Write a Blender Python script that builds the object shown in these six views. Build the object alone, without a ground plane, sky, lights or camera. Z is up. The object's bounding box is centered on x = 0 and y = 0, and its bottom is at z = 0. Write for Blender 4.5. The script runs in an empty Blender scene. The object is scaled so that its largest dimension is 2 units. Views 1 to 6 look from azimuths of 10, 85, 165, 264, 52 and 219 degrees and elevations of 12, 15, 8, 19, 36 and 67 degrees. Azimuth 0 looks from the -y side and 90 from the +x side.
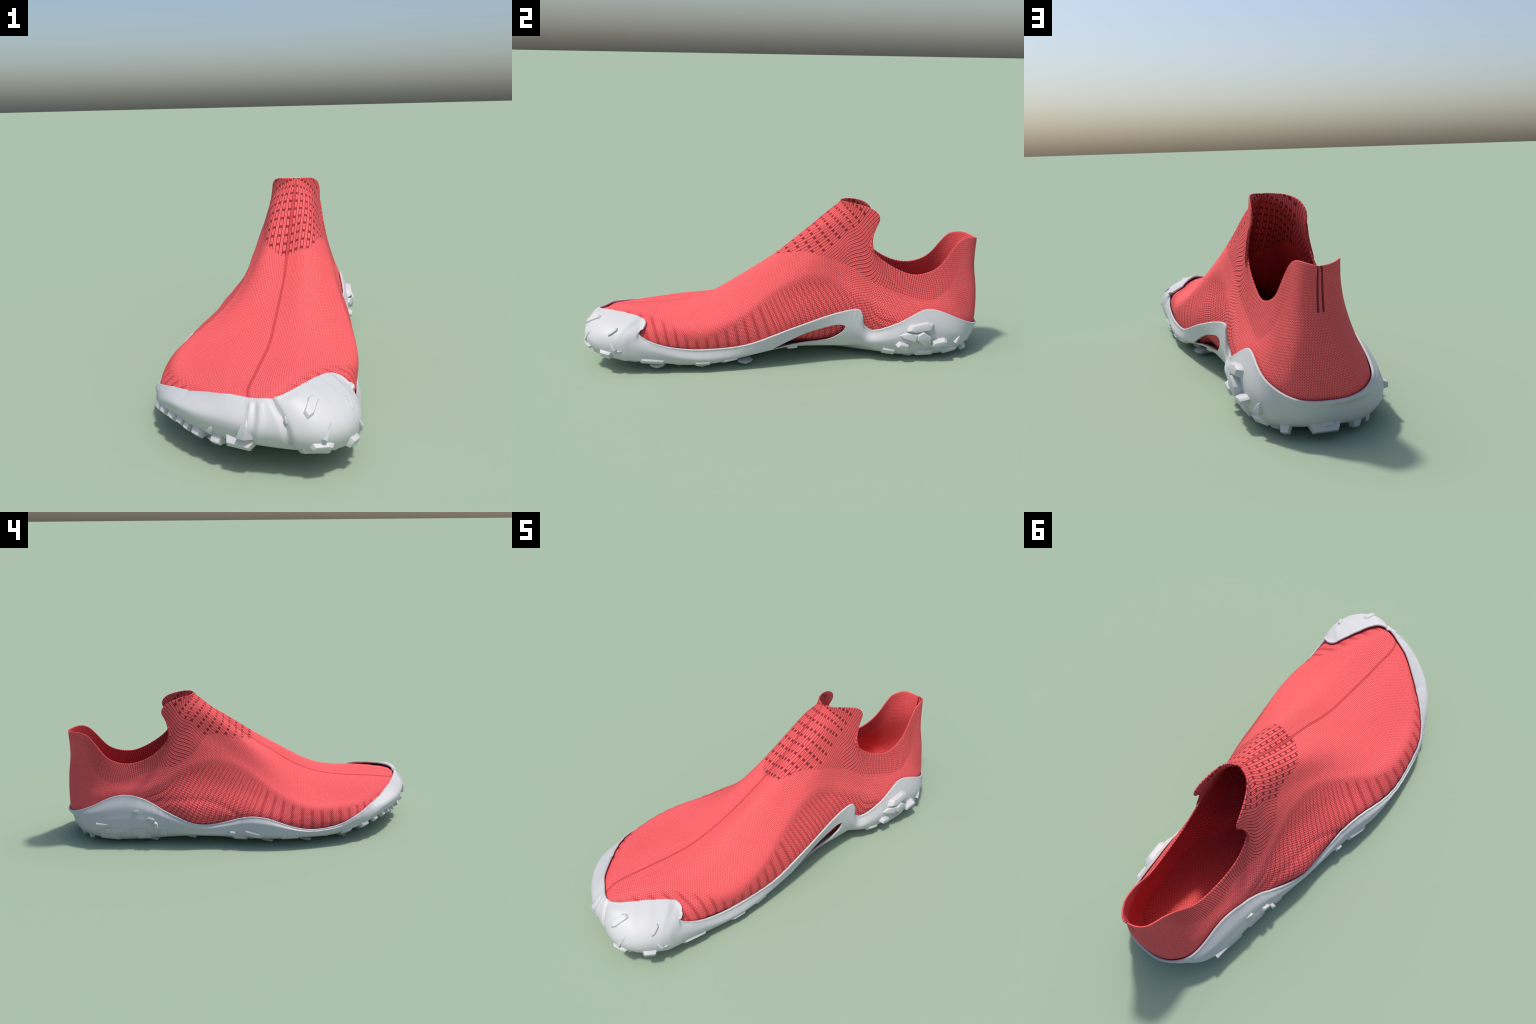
import bpy, bmesh
from mathutils import Vector
from mathutils.bvhtree import BVHTree
import math
import numpy as np

# ------------------------------------------------------------------ splines
def spline_slopes(t, P):
    """Second-derivative-continuous cubic spline, natural ends: node slopes."""
    n = len(t)
    h = np.diff(t)
    A = np.zeros((n, n))
    r = np.zeros((n, P.shape[1]))
    A[0, 0], A[0, 1] = 2, 1
    r[0] = 3 * (P[1] - P[0]) / h[0]
    A[-1, -1], A[-1, -2] = 2, 1
    r[-1] = 3 * (P[-1] - P[-2]) / h[-1]
    for i in range(1, n - 1):
        A[i, i - 1], A[i, i], A[i, i + 1] = h[i], 2 * (h[i - 1] + h[i]), h[i - 1]
        r[i] = 3 * (h[i] * (P[i] - P[i - 1]) / h[i - 1] + h[i - 1] * (P[i + 1] - P[i]) / h[i])
    return np.linalg.solve(A, r)


def spline(t, P, x):
    t, P, x = np.asarray(t, float), np.asarray(P, float), np.asarray(x, float)
    M = spline_slopes(t, P)
    i = np.clip(np.searchsorted(t, x, side="right") - 1, 0, len(t) - 2)
    h = (t[i + 1] - t[i])[:, None]
    f = ((x - t[i]) / (t[i + 1] - t[i]))[:, None]
    return ((2 * f**3 - 3 * f**2 + 1) * P[i] + (f**3 - 2 * f**2 + f) * h * M[i]
            + (-2 * f**3 + 3 * f**2) * P[i + 1] + (f**3 - f**2) * h * M[i + 1])


def smoothstep(a, b, x):
    f = np.clip((np.asarray(x, float) - a) / (b - a), 0, 1)
    return f * f * (3 - 2 * f)


# ------------------------------------------------------------------ the last
# Profiles across the upper, from toe (0) to heel (23): where the profile leaves
# the centre seam or the collar edge (top), three shoulder points, the widest side
# point and the point where it tucks under the foot.
TOE = [(.07, -.945, .21), (.085, -.96, .18), (.095, -.968, .15), (.10, -.965, .12), (.11, -.93, .12)]
HEEL = [(.052, .969, .45), (.047, .985, .33), (.044, .990, .24), (.04, .986, .17), (.04, .945, .06)]
MEDIAL = [
    [(.130, -.925, .243), (.200, -.945, .221), (.223, -.945, .186), (.230, -.945, .150), (.220, -.910, .116)],
    [(.163, -.875, .258), (.270, -.885, .235), (.312, -.882, .206), (.335, -.880, .160), (.310, -.860, .108)],
    [(.176, -.785, .270), (.280, -.790, .238), (.326, -.790, .212), (.352, -.790, .165), (.330, -.780, .090)],
    [(.183, -.660, .266), (.291, -.660, .239), (.342, -.660, .213), (.361, -.660, .155), (.335, -.650, .072)],
    [(.192, -.515, .277), (.289, -.520, .241), (.351, -.520, .202), (.360, -.520, .125), (.330, -.510, .060)],
    [(.147, -.390, .331), (.285, -.390, .274), (.356, -.390, .224), (.361, -.390, .130), (.330, -.380, .045)],
    [(.152, -.280, .400), (.276, -.280, .311), (.340, -.277, .240), (.353, -.275, .130), (.325, -.270, .045)],
    [(.149, -.180, .463), (.252, -.175, .385), (.315, -.165, .287), (.340, -.160, .140), (.322, -.150, .035)],
    [(.136, -.065, .526), (.224, -.040, .446), (.283, -.030, .336), (.316, -.030, .175), (.299, -.020, .116)],
    [(.113, .052, .620), (.192, .090, .539), (.247, .100, .392), (.292, .100, .210), (.277, .100, .116)],
    [(.108, .165, .694), (.167, .200, .594), (.219, .205, .424), (.270, .200, .240), (.259, .200, .116)],
    [(.131, .287, .742), (.168, .310, .610), (.205, .310, .420), (.252, .310, .255), (.246, .310, .116)],
    [(.150, .350, .690), (.175, .355, .580), (.208, .360, .420), (.250, .370, .220), (.239, .370, .116)],
    [(.162, .390, .620), (.180, .390, .520), (.212, .400, .360), (.250, .415, .180), (.215, .415, .050)],
    [(.178, .405, .500), (.195, .420, .410), (.222, .435, .300), (.253, .450, .175), (.215, .460, .060)],
    [(.183, .475, .430), (.205, .490, .330), (.234, .502, .262), (.256, .510, .190), (.215, .520, .060)],
    [(.185, .560, .380), (.208, .575, .300), (.229, .583, .261), (.245, .590, .220), (.210, .590, .060)],
    [(.183, .655, .360), (.205, .665, .300), (.220, .673, .268), (.232, .680, .235), (.205, .680, .060)],
    [(.172, .750, .380), (.198, .760, .310), (.213, .766, .273), (.224, .770, .235), (.200, .770, .060)],
    [(.160, .820, .410), (.188, .835, .310), (.205, .841, .261), (.216, .845, .210), (.185, .845, .060)],
    [(.140, .885, .450), (.168, .900, .310), (.182, .905, .251), (.189, .907, .190), (.150, .905, .060)],
    [(.105, .945, .450), (.120, .965, .310), (.124, .970, .241), (.125, .970, .170), (.100, .950, .060)],
]
LATERAL = [
    [(.000, -.895, .222), (-.030, -.900, .190), (-.044, -.900, .167), (-.045, -.900, .140), (-.030, -.870, .116)],
    [(-.060, -.835, .219), (-.139, -.830, .184), (-.158, -.826, .164), (-.165, -.825, .140), (-.140, -.810, .108)],
    [(-.060, -.760, .236), (-.168, -.750, .198), (-.209, -.747, .176), (-.235, -.745, .140), (-.210, -.740, .090)],
    [(-.070, -.640, .237), (-.211, -.635, .201), (-.275, -.629, .185), (-.315, -.625, .130), (-.285, -.620, .072)],
    [(-.080, -.510, .244), (-.246, -.505, .196), (-.324, -.508, .179), (-.354, -.510, .114), (-.330, -.500, .060)],
    [(-.080, -.390, .258), (-.251, -.385, .203), (-.339, -.379, .179), (-.374, -.375, .104), (-.345, -.370, .040)],
    [(-.070, -.280, .302), (-.232, -.275, .241), (-.327, -.272, .199), (-.375, -.270, .114), (-.345, -.260, .040)],
    [(-.050, -.180, .385), (-.155, -.175, .295), (-.262, -.165, .225), (-.355, -.160, .140), (-.325, -.150, .045)],
    [(-.034, -.050, .481), (-.115, -.030, .385), (-.205, -.030, .280), (-.325, -.030, .163), (-.295, -.020, .050)],
    [(-.008, .060, .589), (-.080, .090, .480), (-.180, .100, .321), (-.307, .100, .142), (-.280, .100, .055)],
    [(-.002, .165, .683), (-.080, .200, .550), (-.163, .210, .363), (-.303, .200, .125), (-.275, .200, .060)],
    [(-.026, .287, .742), (-.087, .310, .600), (-.168, .310, .369), (-.297, .310, .135), (-.265, .310, .060)],
    [(-.062, .345, .690), (-.102, .355, .560), (-.173, .360, .354), (-.279, .370, .165), (-.250, .370, .060)],
    [(-.088, .390, .600), (-.122, .395, .490), (-.186, .410, .332), (-.258, .420, .185), (-.220, .420, .060)],
    [(-.103, .410, .500), (-.142, .425, .420), (-.183, .440, .310), (-.235, .460, .200), (-.215, .460, .060)],
    [(-.119, .470, .430), (-.165, .490, .340), (-.202, .501, .284), (-.212, .510, .225), (-.205, .520, .060)],
    [(-.118, .550, .380), (-.152, .565, .310), (-.185, .573, .282), (-.195, .580, .250), (-.198, .590, .060)],
    [(-.113, .655, .370), (-.140, .660, .310), (-.159, .665, .281), (-.172, .670, .250), (-.190, .680, .060)],
    [(-.102, .750, .380), (-.131, .760, .310), (-.151, .765, .274), (-.163, .770, .235), (-.180, .770, .060)],
    [(-.088, .820, .410), (-.124, .840, .300), (-.145, .846, .251), (-.156, .850, .200), (-.155, .845, .060)],
    [(-.064, .881, .450), (-.097, .901, .310), (-.121, .911, .246), (-.130, .915, .180), (-.110, .910, .060)],
    [(-.010, .943, .450), (-.032, .963, .310), (-.046, .971, .236), (-.050, .975, .160), (-.040, .955, .060)],
]
SEAM = [(.06, -.92, .225), (.048, -.90, .229), (.038, -.85, .238), (.042, -.77, .246), (.047, -.65, .254),
        (.054, -.512, .271), (.055, -.391, .306), (.058, -.282, .36), (.064, -.181, .427), (.063, -.068, .503),
        (.063, .05, .593), (.065, .15, .686), (.066, .255, .78)]
# collar edge: (station, x, y, z); the tongue ends at station 15
EDGE_M = [(12, .066, .255, .78), (12.35, .105, .272, .779), (12.8, .130, .315, .775), (13.3, .143, .37, .762),
          (13.7, .150, .415, .742), (14, .153, .438, .712), (14.35, .154, .428, .668), (14.7, .159, .406, .615), (15, .165, .394, .565),
          (16, .171, .455, .503), (17, .171, .55, .446), (18, .168, .645, .421), (19, .153, .742, .447),
          (20, .139, .803, .508), (20.6, .127, .845, .562), (21, .119, .872, .587), (21.5, .109, .912, .597), (22, .088, .95, .592), (23, .055, .972, .583)]
EDGE_L = [(12, .066, .255, .78), (12.35, .026, .265, .778), (12.8, -.012, .30, .776), (13.3, -.045, .36, .765),
          (13.7, -.063, .412, .742), (14, -.070, .438, .712), (14.35, -.073, .428, .668), (14.7, -.078, .408, .62), (15, -.087, .400, .57),
          (16, -.099, .46, .498), (17, -.101, .54, .446), (18, -.093, .645, .421), (19, -.081, .742, .448),
          (20, -.064, .803, .515), (20.6, -.056, .846, .57), (21, -.049, .874, .588), (21.5, -.033, .922, .595), (22, -.006, .952, .59), (23, .055, .972, .583)]
N_ST = 23


def top_curve(edge, sigma):
    out = np.zeros((len(sigma), 3))
    e = np.array(edge)
    front, tongue, back = sigma <= 12, (sigma > 12) & (sigma <= 15), sigma > 15
    out[front] = spline(np.arange(13), SEAM, sigma[front])
    k = e[:, 0] <= 15
    out[tongue] = spline(e[k, 0], e[k, 1:], sigma[tongue])
    k = e[:, 0] >= 15
    out[back] = spline(e[k, 0], e[k, 1:], sigma[back])
    return out


def station_knots():
    m = np.array([TOE] + MEDIAL + [HEEL], float)
    l = np.array([TOE] + LATERAL + [HEEL], float)
    st = np.arange(N_ST + 1)
    d = 0
    for rows, edge in ((m, EDGE_M), (l, EDGE_L)):
        T = top_curve(edge, st.astype(float))
        d = d + .25 * np.linalg.norm(np.diff(rows[:, 3], axis=0), axis=1) + .25 * np.linalg.norm(np.diff(T, axis=0), axis=1)
    for rows in (m, l):  # ease the shoulders from station to station
        rows[2:-2, :3] = .25 * rows[1:-3, :3] + .5 * rows[2:-2, :3] + .25 * rows[3:-1, :3]
    for rows in (m, l):
        rows[:15, 4] = (rows[:15, 4] - (.03, 0, 0)) * (.9, .972, 1) + (.03, 0, .002)
    return np.r_[0, np.cumsum(d)], m, l


KNOTS, ROWS_M, ROWS_L = station_knots()


def side_rows(medial, k):
    """Shoulder, side and tuck points at knot values k, smooth through toe and heel."""
    a, b = (ROWS_M, ROWS_L) if medial else (ROWS_L, ROWS_M)
    e = 5
    rows = np.concatenate([b[1:e + 1][::-1], a, b[-1 - e:-1][::-1]])
    kn = np.concatenate([-KNOTS[1:e + 1][::-1], KNOTS, 2 * KNOTS[-1] - KNOTS[-1 - e:-1][::-1]])
    return spline(kn, rows.reshape(len(rows), -1), k).reshape(-1, 5, 3)


def upper_lines(medial, n, nv):
    """Grid (n, nv, 3) of one half of the upper, plus the station of each line."""
    k = np.linspace(0, KNOTS[-1], n)
    for station in (12, 14, 15):
        k[np.argmin(np.abs(k - KNOTS[station]))] = KNOTS[station]
    sigma = np.interp(k, KNOTS, np.arange(N_ST + 1))
    T = top_curve(EDGE_M if medial else EDGE_L, sigma)
    own, other = side_rows(medial, k), side_rows(not medial, k)
    P = np.concatenate([T[:, None], own], axis=1)
    d = np.linalg.norm(np.diff(P, axis=1), axis=2)
    t = np.concatenate([np.zeros((n, 1)), np.cumsum(d, axis=1)], axis=1)
    vel = np.diff(P, axis=1) / d[..., None]
    S = np.zeros_like(P)
    for j in range(1, 5):
        w = (d[:, j] / (d[:, j - 1] + d[:, j]))[:, None]
        S[:, j] = w * vel[:, j - 1] + (1 - w) * vel[:, j]
    S[:, 5] = 1.5 * vel[:, 4] - .5 * S[:, 4]
    natural = 1.5 * vel[:, 0] - .5 * S[:, 1]
    d0 = np.linalg.norm(other[:, 0] - T, axis=1)[:, None]
    v0 = (T - other[:, 0]) / d0
    w = d[:, :1] / (d[:, :1] + d0)
    seam = w * v0 + (1 - w) * vel[:, 0]
    toe_blend = smoothstep(.0, 1.2, sigma)
    f = (toe_blend * (1 - smoothstep(10.5, 12.3, sigma)))[:, None]
    S[:, 0] = f * seam + (1 - f) * natural
    v = np.linspace(0, 1, nv)
    x = t[:, -1:] * v[None]
    G = np.zeros((n, nv, 3))
    for i in range(n):
        j = np.clip(np.searchsorted(t[i], x[i], side="right") - 1, 0, 4)
        h = d[i, j][:, None]
        g = ((x[i] - t[i, j]) / d[i, j])[:, None]
        G[i] = ((2 * g**3 - 3 * g**2 + 1) * P[i, j] + (g**3 - 2 * g**2 + g) * h * S[i, j]
                + (-2 * g**3 + 3 * g**2) * P[i, j + 1] + (g**3 - g**2) * h * S[i, j + 1])
    return G, sigma


# ------------------------------------------------------------------ the sole
# Rim of the rubber cup where it meets the knit: toe, medial side, heel, lateral side.
RIM = [
    (.076, -.932, .239), (.147, -.938, .252), (.197, -.894, .268), (.232, -.83, .272), (.265, -.762, .265),
    (.290, -.715, .256), (.316, -.700, .245), (.340, -.708, .226), (.354, -.724, .205), (.360, -.716, .184), (.366, -.675, .161),
    (.371, -.60, .134), (.371, -.50, .114), (.366, -.42, .110), (.356, -.33, .115), (.343, -.22, .131),
    (.330, -.11, .162), (.315, -.01, .195), (.293, .085, .222), (.271, .18, .247), (.257, .27, .265),
    (.250, .325, .271), (.252, .350, .259), (.253, .361, .225), (.253, .369, .188), (.255, .390, .164), (.258, .42, .159), (.260, .489, .180),
    (.248, .562, .208), (.238, .63, .240), (.229, .69, .259), (.226, .76, .246), (.221, .836, .214),
    (.193, .900, .183), (.143, .951, .160), (.092, .979, .150), (.040, .988, .148), (-.035, .972, .152), (-.104, .935, .166), (-.152, .860, .198),
    (-.168, .775, .240), (-.168, .70, .262), (-.178, .63, .264), (-.195, .555, .246), (-.219, .49, .213),
    (-.250, .43, .186), (-.280, .37, .162), (-.298, .30, .137), (-.303, .22, .125), (-.305, .13, .135),
    (-.315, .03, .157), (-.327, -.04, .164), (-.342, -.11, .156), (-.360, -.175, .137), (-.373, -.24, .116),
    (-.378, -.31, .100), (-.377, -.38, .093), (-.371, -.445, .096), (-.356, -.51, .109), (-.335, -.575, .130),
    (-.303, -.64, .152), (-.260, -.695, .172), (-.213, -.745, .188), (-.165, -.793, .205), (-.108, -.834, .218),
    (-.046, -.876, .229), (.017, -.906, .235)]
# widest line of the wall and edge of the tread, at some of the rim points
WALL = {0: (.09, -.988, .165), 1: (.20, -.994, .165), 2: (.298, -.976, .163), 3: (.357, -.919, .160), 4: (.381, -.852, .156),
        5: (.387, -.826, .151), 6: (.390, -.80, .145), 7: (.386, -.773, .137), 8: (.386, -.745, .131), 9: (.385, -.715, .124), 10: (.383, -.66, .11), 12: (.378, -.50, .075), 14: (.362, -.33, .07),
        16: (.328, -.11, .10), 18: (.290, .09, .14), 20: (.265, .27, .17), 22: (.262, .335, .165), 24: (.263, .375, .13), 26: (.276, .42, .11),
        28: (.281, .565, .13), 30: (.268, .69, .15), 32: (.248, .84, .13), 33: (.208, .91, .115), 34: (.148, .958, .115),
        36: (.04, .986, .12), 38: (-.12, .937, .115), 39: (-.195, .875, .115), 40: (-.233, .785, .12), 42: (-.256, .63, .13),
        44: (-.275, .49, .115), 46: (-.297, .37, .095), 48: (-.32, .22, .08), 50: (-.350, .03, .09), 52: (-.385, -.11, .088),
        54: (-.393, -.24, .080), 56: (-.387, -.38, .072), 58: (-.364, -.515, .082), 60: (-.318, -.655, .105),
        62: (-.240, -.790, .152), 64: (-.121, -.902, .167), 66: (.02, -.972, .172)}
TREAD = {0: (.100, -.935, .093), 2: (.280, -.925, .083), 4: (.351, -.824, .068), 9: (.348, -.690, .037), 12: (.336, -.500, .028),
         14: (.318, -.330, .035), 16: (.280, -.110, .078), 18: (.241, .090, .081), 20: (.225, .260, .073), 24: (.215, .370, .064),
         28: (.232, .565, .024), 30: (.220, .690, .018), 32: (.195, .820, .024), 34: (.115, .918, .042), 36: (.035, .938, .044),
         38: (-.100, .906, .038), 40: (-.185, .760, .020), 42: (-.210, .620, .020), 44: (-.225, .490, .027), 48: (-.275, .220, .045),
         50: (-.292, .030, .031), 52: (-.325, -.110, .029), 55: (-.338, -.310, .035), 58: (-.319, -.504, .039), 61: (-.236, -.674, .068),
         64: (-.100, -.840, .083)}


def ring_spline(table, p, n):
    """Closed spline through {index: point} or a list; p in rim-index units."""
    items = sorted(table.items()) if isinstance(table, dict) else list(enumerate(table))
    k = np.array([i for i, _ in items], float)
    P = np.array([q for _, q in items], float)
    e = 5
    kk = np.concatenate([k[-e:] - n, k, k[:e] + n])
    return spline(kk, np.concatenate([P[-e:], P, P[:e]]), p)


def outward(R):
    """Horizontal normal of a closed ring that runs toe > medial > heel > lateral."""
    d = np.roll(R, -1, 0) - np.roll(R, 1, 0)
    d[:, 2] = 0
    o = np.stack([d[:, 1], -d[:, 0], np.zeros(len(d))], 1)
    return o / np.linalg.norm(o, axis=1, keepdims=True)

# ------------------------------------------------------------------ mesh helpers
def new_object(name, verts, faces, parent=None, smooth=True):
    me = bpy.data.meshes.new(name)
    me.from_pydata([tuple(map(float, v)) for v in verts], [], [tuple(map(int, f)) for f in faces])
    me.validate()
    me.update()
    if smooth:
        me.polygons.foreach_set("use_smooth", np.ones(len(me.polygons), bool))
    ob = bpy.data.objects.new(name, me)
    bpy.context.scene.collection.objects.link(ob)
    ob.parent = parent
    return ob


def grid_faces(n, m, closed, start=0, flip=False):
    i, j = np.meshgrid(np.arange(n if closed else n - 1), np.arange(m - 1), indexing="ij")
    a = i * m + j
    b = ((i + 1) % n) * m + j
    f = np.stack([a, b, b + 1, a + 1], -1).reshape(-1, 4) + start
    return f[:, ::-1] if flip else f


def grid_normals(G, closed):
    """Unit normals of a grid (n, m, 3)."""
    du = (np.roll(G, -1, 0) - np.roll(G, 1, 0)) if closed else np.gradient(G, axis=0)
    dv = np.gradient(G, axis=1)
    N = np.cross(du, dv)
    L = np.linalg.norm(N, axis=2, keepdims=True)
    return N / np.maximum(L, 1e-9)


# ------------------------------------------------------------------ upper
NS, NV = 420, 120
GM, SIGMA = upper_lines(True, NS, NV)
GL, _ = upper_lines(False, NS, NV)


def relax(G, sigma):
    """Even out the fold that the notch of the collar would send down the side."""
    v = np.linspace(0, 1, NV)[None, :]
    w = smoothstep(.0, .30, v) * (smoothstep(11.5, 13.5, sigma) * (1 - smoothstep(17.5, 19.5, sigma)))[:, None]
    w = .5 * w[..., None]
    for _ in range(500):
        a = G.copy()
        a[1:-1] = (G[:-2] + G[2:]) / 2
        G = G + w * (a - G)
    return G


GM, GL = relax(GM, SIGMA), relax(GL, SIGMA)


def fair(GM, GL, rounds=500, lam=.5, mu=-.504):
    """Low-pass both halves (joined at seam, toe and heel) so that no lumps stay
    between the profiles; collar edge and tuck line are held."""
    n, nv = GM.shape[:2]
    seam = (SIGMA < 11.9)[:, None]
    for it in range(2 * rounds):
        k = lam if it % 2 == 0 else mu
        R_ = np.concatenate([GM, GL[1:-1][::-1]])
        L = np.zeros_like(R_)
        ds = (np.roll(R_, 1, 0) + np.roll(R_, -1, 0)) / 2 - R_
        L[:, 1:-1] = .5 * ds[:, 1:-1] + .25 * (R_[:, :-2] + R_[:, 2:]) - .5 * R_[:, 1:-1]
        top = np.zeros((n, 3))
        top[1:-1] = .25 * (GM[:-2, 0] + GM[2:, 0]) - .5 * GM[1:-1, 0]
        top += .25 * (GM[:, 1] + GL[:, 1]) - .5 * GM[:, 0]
        top[0] = 0
        R_ = R_ + k * L
        GM2, GL2 = R_[:n], np.concatenate([R_[:1], R_[n:][::-1], R_[n - 1:n]])
        t = GM[:, 0] + k * np.where(seam, top, 0)
        GM2[:, 0] = np.where(seam, t, GM[:, 0])
        GL2[:, 0] = np.where(seam, t, GL[:, 0])
        GM, GL = GM2, GL2
    return GM, GL


GM, GL = fair(GM, GL)

# ------------------------------------------------------------------ knit field
# Wales run from the collar edge forward along the foot, as in a sock: their number
# is counted from the centre seam (0) to the heel (N_WALE); courses cross them.
N_WALE = 92
ROW = .0095
WALE_EDGE = [(12, 0), (12.5, 6.5), (13, 12), (14, 19.5), (15, 27.5), (16, 33), (17, 40), (18, 47.5), (19, 56), (20, 64.5), (21, 75), (22, 84.5), (23, 92)]
WALE_TUCK = [(0, 0), (1, 12), (2, 24), (3, 35), (4, 42), (5, 45), (6, 45), (7, 44), (8, 43), (9, 42), (10, 41), (11, 40.5),
             (12, 40.5), (13, 41), (14, 42), (15, 43.5), (16, 46), (17, 50), (18, 55), (19, 61), (20, 68), (21, 75.5), (22, 84), (23, 92)]



def conjugate_gradient(apply, b, x, rounds):
    r = b - apply(x)
    p, rr = r.copy(), (r * r).sum()
    for _ in range(rounds):
        q = apply(p)
        a = rr / (p * q).sum()
        x = x + a * p
        r = r - a * q
        new = (r * r).sum()
        if new < 1e-12:
            break
        p, rr = r + (new / rr) * p, new
    return x


def knit_field(G, sigma):
    """Wale numbers of one half of the upper, and the equations for its courses."""
    n, nv = G.shape[:2]
    es, ev = np.diff(G, axis=0), np.diff(G, axis=1)
    ls, lv = np.linalg.norm(es, axis=2) + 1e-4, np.linalg.norm(ev, axis=2) + 1e-5
    mid_v = np.pad(lv, ((0, 0), (1, 1)), mode="edge")
    mid_v = (mid_v[:, 1:] + mid_v[:, :-1]) / 2
    mid_s = np.pad(ls, ((1, 1), (0, 0)), mode="edge")
    mid_s = (mid_s[1:] + mid_s[:-1]) / 2
    ws = (mid_v[1:] + mid_v[:-1]) / 2 / ls
    wv = (mid_s[:, 1:] + mid_s[:, :-1]) / 2 / lv
    ws, wv = np.minimum(ws, 20), np.minimum(wv, 20)

    def lap(x):
        y = np.zeros_like(x)
        d = ws * (x[1:] - x[:-1])
        y[1:] += d
        y[:-1] -= d
        d = wv * (x[:, 1:] - x[:, :-1])
        y[:, 1:] += d
        y[:, :-1] -= d
        return y

    e, t = np.array(WALE_EDGE), np.array(WALE_TUCK)
    top = np.interp(sigma, e[:, 0], e[:, 1])
    tuck = np.interp(sigma, t[:, 0], t[:, 1])
    v = np.linspace(0, 1, nv)[None]
    w = top[:, None] * (1 - v) + tuck[:, None] * v
    free = np.ones((n, nv))
    free[:, 0] = free[:, -1] = free[0] = free[-1] = 0
    w[0], w[-1] = 0 + v[0] * 0, N_WALE
    b = -lap(w) * free
    w = w + conjugate_gradient(lambda x: lap(x * free) * free, b, np.zeros_like(w), 700)
    # courses: step across the wales, one row each ROW metres
    N = grid_normals(G, False)
    gs, gv = np.gradient(G, axis=0), np.gradient(G, axis=1)
    E_, F_, H_ = (gs * gs).sum(2), (gs * gv).sum(2), (gv * gv).sum(2)
    det = np.maximum(E_ * H_ - F_ * F_, 1e-14)
    a, c = np.gradient(w, axis=0), np.gradient(w, axis=1)
    grad = ((H_ * a - F_ * c) / det)[..., None] * gs + ((E_ * c - F_ * a) / det)[..., None] * gv
    grad /= np.linalg.norm(grad, axis=2, keepdims=True) + 1e-9
    d = np.cross(N, grad)
    if d[n // 3, nv // 3, 1] > 0:
        d = -d
    d /= ROW
    ts = ((d[1:] + d[:-1]) / 2 * es).sum(2)
    tv = ((d[:, 1:] + d[:, :-1]) / 2 * ev).sum(2)
    b = np.zeros((n, nv))
    b[1:] += ws * ts
    b[:-1] -= ws * ts
    b[:, 1:] += wv * tv
    b[:, :-1] -= wv * tv
    first = np.concatenate([np.zeros((n, 1)), np.cumsum(tv, axis=1)], 1)
    return w, lap, b, first


def knit_fields():
    """Both halves; their courses are solved together so that they meet at seam, toe and heel."""
    (wm, lap_m, bm, fm), (wl, lap_l, bl, fl) = knit_field(GM, SIGMA), knit_field(GL, SIGMA)
    tie = np.where(SIGMA <= 12, 6.0, 0.0)

    def apply(x):
        y = np.stack([lap_m(x[0]), lap_l(x[1])]) + 1e-6 * x
        d = tie * (x[0, :, 0] - x[1, :, 0])
        y[0, :, 0] += d
        y[1, :, 0] -= d
        for k in (0, -1):
            d = 6 * (x[0, k] - x[1, k])
            y[0, k] += d
            y[1, k] -= d
        return y

    c = conjugate_gradient(apply, np.stack([bm, bl]), np.stack([fm, fl]), 1500)
    c -= c[0, np.argmin(np.abs(SIGMA - 12)), 0]
    return wm, c[0], wl, c[1]


# Ridge above the pleated side panels, heel end last, and the lobe on the outer side.
RIDGE_M = [(.112, -.935, .235), (.138, -.896, .253), (.169, -.822, .261), (.209, -.737, .265), (.246, -.666, .258), (.297, -.587, .233),
           (.334, -.52, .202), (.348, -.459, .18), (.338, -.37, .20), (.307, -.258, .247), (.252, -.102, .349),
           (.222, .05, .424), (.215, .113, .434), (.218, .21, .41), (.235, .355, .323), (.237, .437, .277), (.245, .53, .222)]
RIDGE_L = [(-.02, -.89, .22), (-.105, -.814, .21), (-.209, -.687, .203), (-.278, -.563, .195), (-.303, -.443, .195), (-.30, -.32, .205), (-.25, -.213, .241),
           (-.175, -.098, .31), (-.135, -.007, .371), (-.122, .134, .425), (-.134, .248, .417), (-.156, .373, .365),
           (-.171, .469, .315), (-.179, .555, .277), (-.18, .60, .25)]
LOBE_L = [(-.205, .50, .222), (-.22, .463, .238), (-.248, .332, .249), (-.255, .212, .239), (-.28, .12, .214), (-.312, .058, .179), (-.325, .03, .14)]


def below_line(G, line, beyond=-.3):
    """Signed arc distance of each vertex below a line drawn on the surface."""
    arc = np.concatenate([np.zeros((len(G), 1)), np.cumsum(np.linalg.norm(np.diff(G, axis=1), axis=2), axis=1)], 1)
    L = np.array(line)
    d = np.r_[0, np.cumsum(np.linalg.norm(np.diff(L, axis=0), axis=1))]
    L = spline(d, L, np.linspace(0, d[-1], 160))
    flat = G.reshape(-1, 3)
    at = [divmod(int(((flat - p) ** 2).sum(1).argmin()), G.shape[1]) for p in L]
    i = np.array([q[0] for q in at])
    a = np.array([arc[q] for q in at])
    o = np.argsort(i, kind="stable")
    h = np.interp(np.arange(len(G)), i[o], a[o])
    k = np.ones(9) / 9
    h = np.convolve(np.pad(h, 4, mode="edge"), k, mode="valid")
    out = arc - h[:, None]
    idx = np.arange(len(G))
    out[(idx < i.min()) | (idx > i.max())] = beyond
    return out


PLEAT = 5.0          # courses from pleat to pleat, half of that behind course PLEAT_FINE
PLEAT_FINE = 14 * PLEAT


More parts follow.
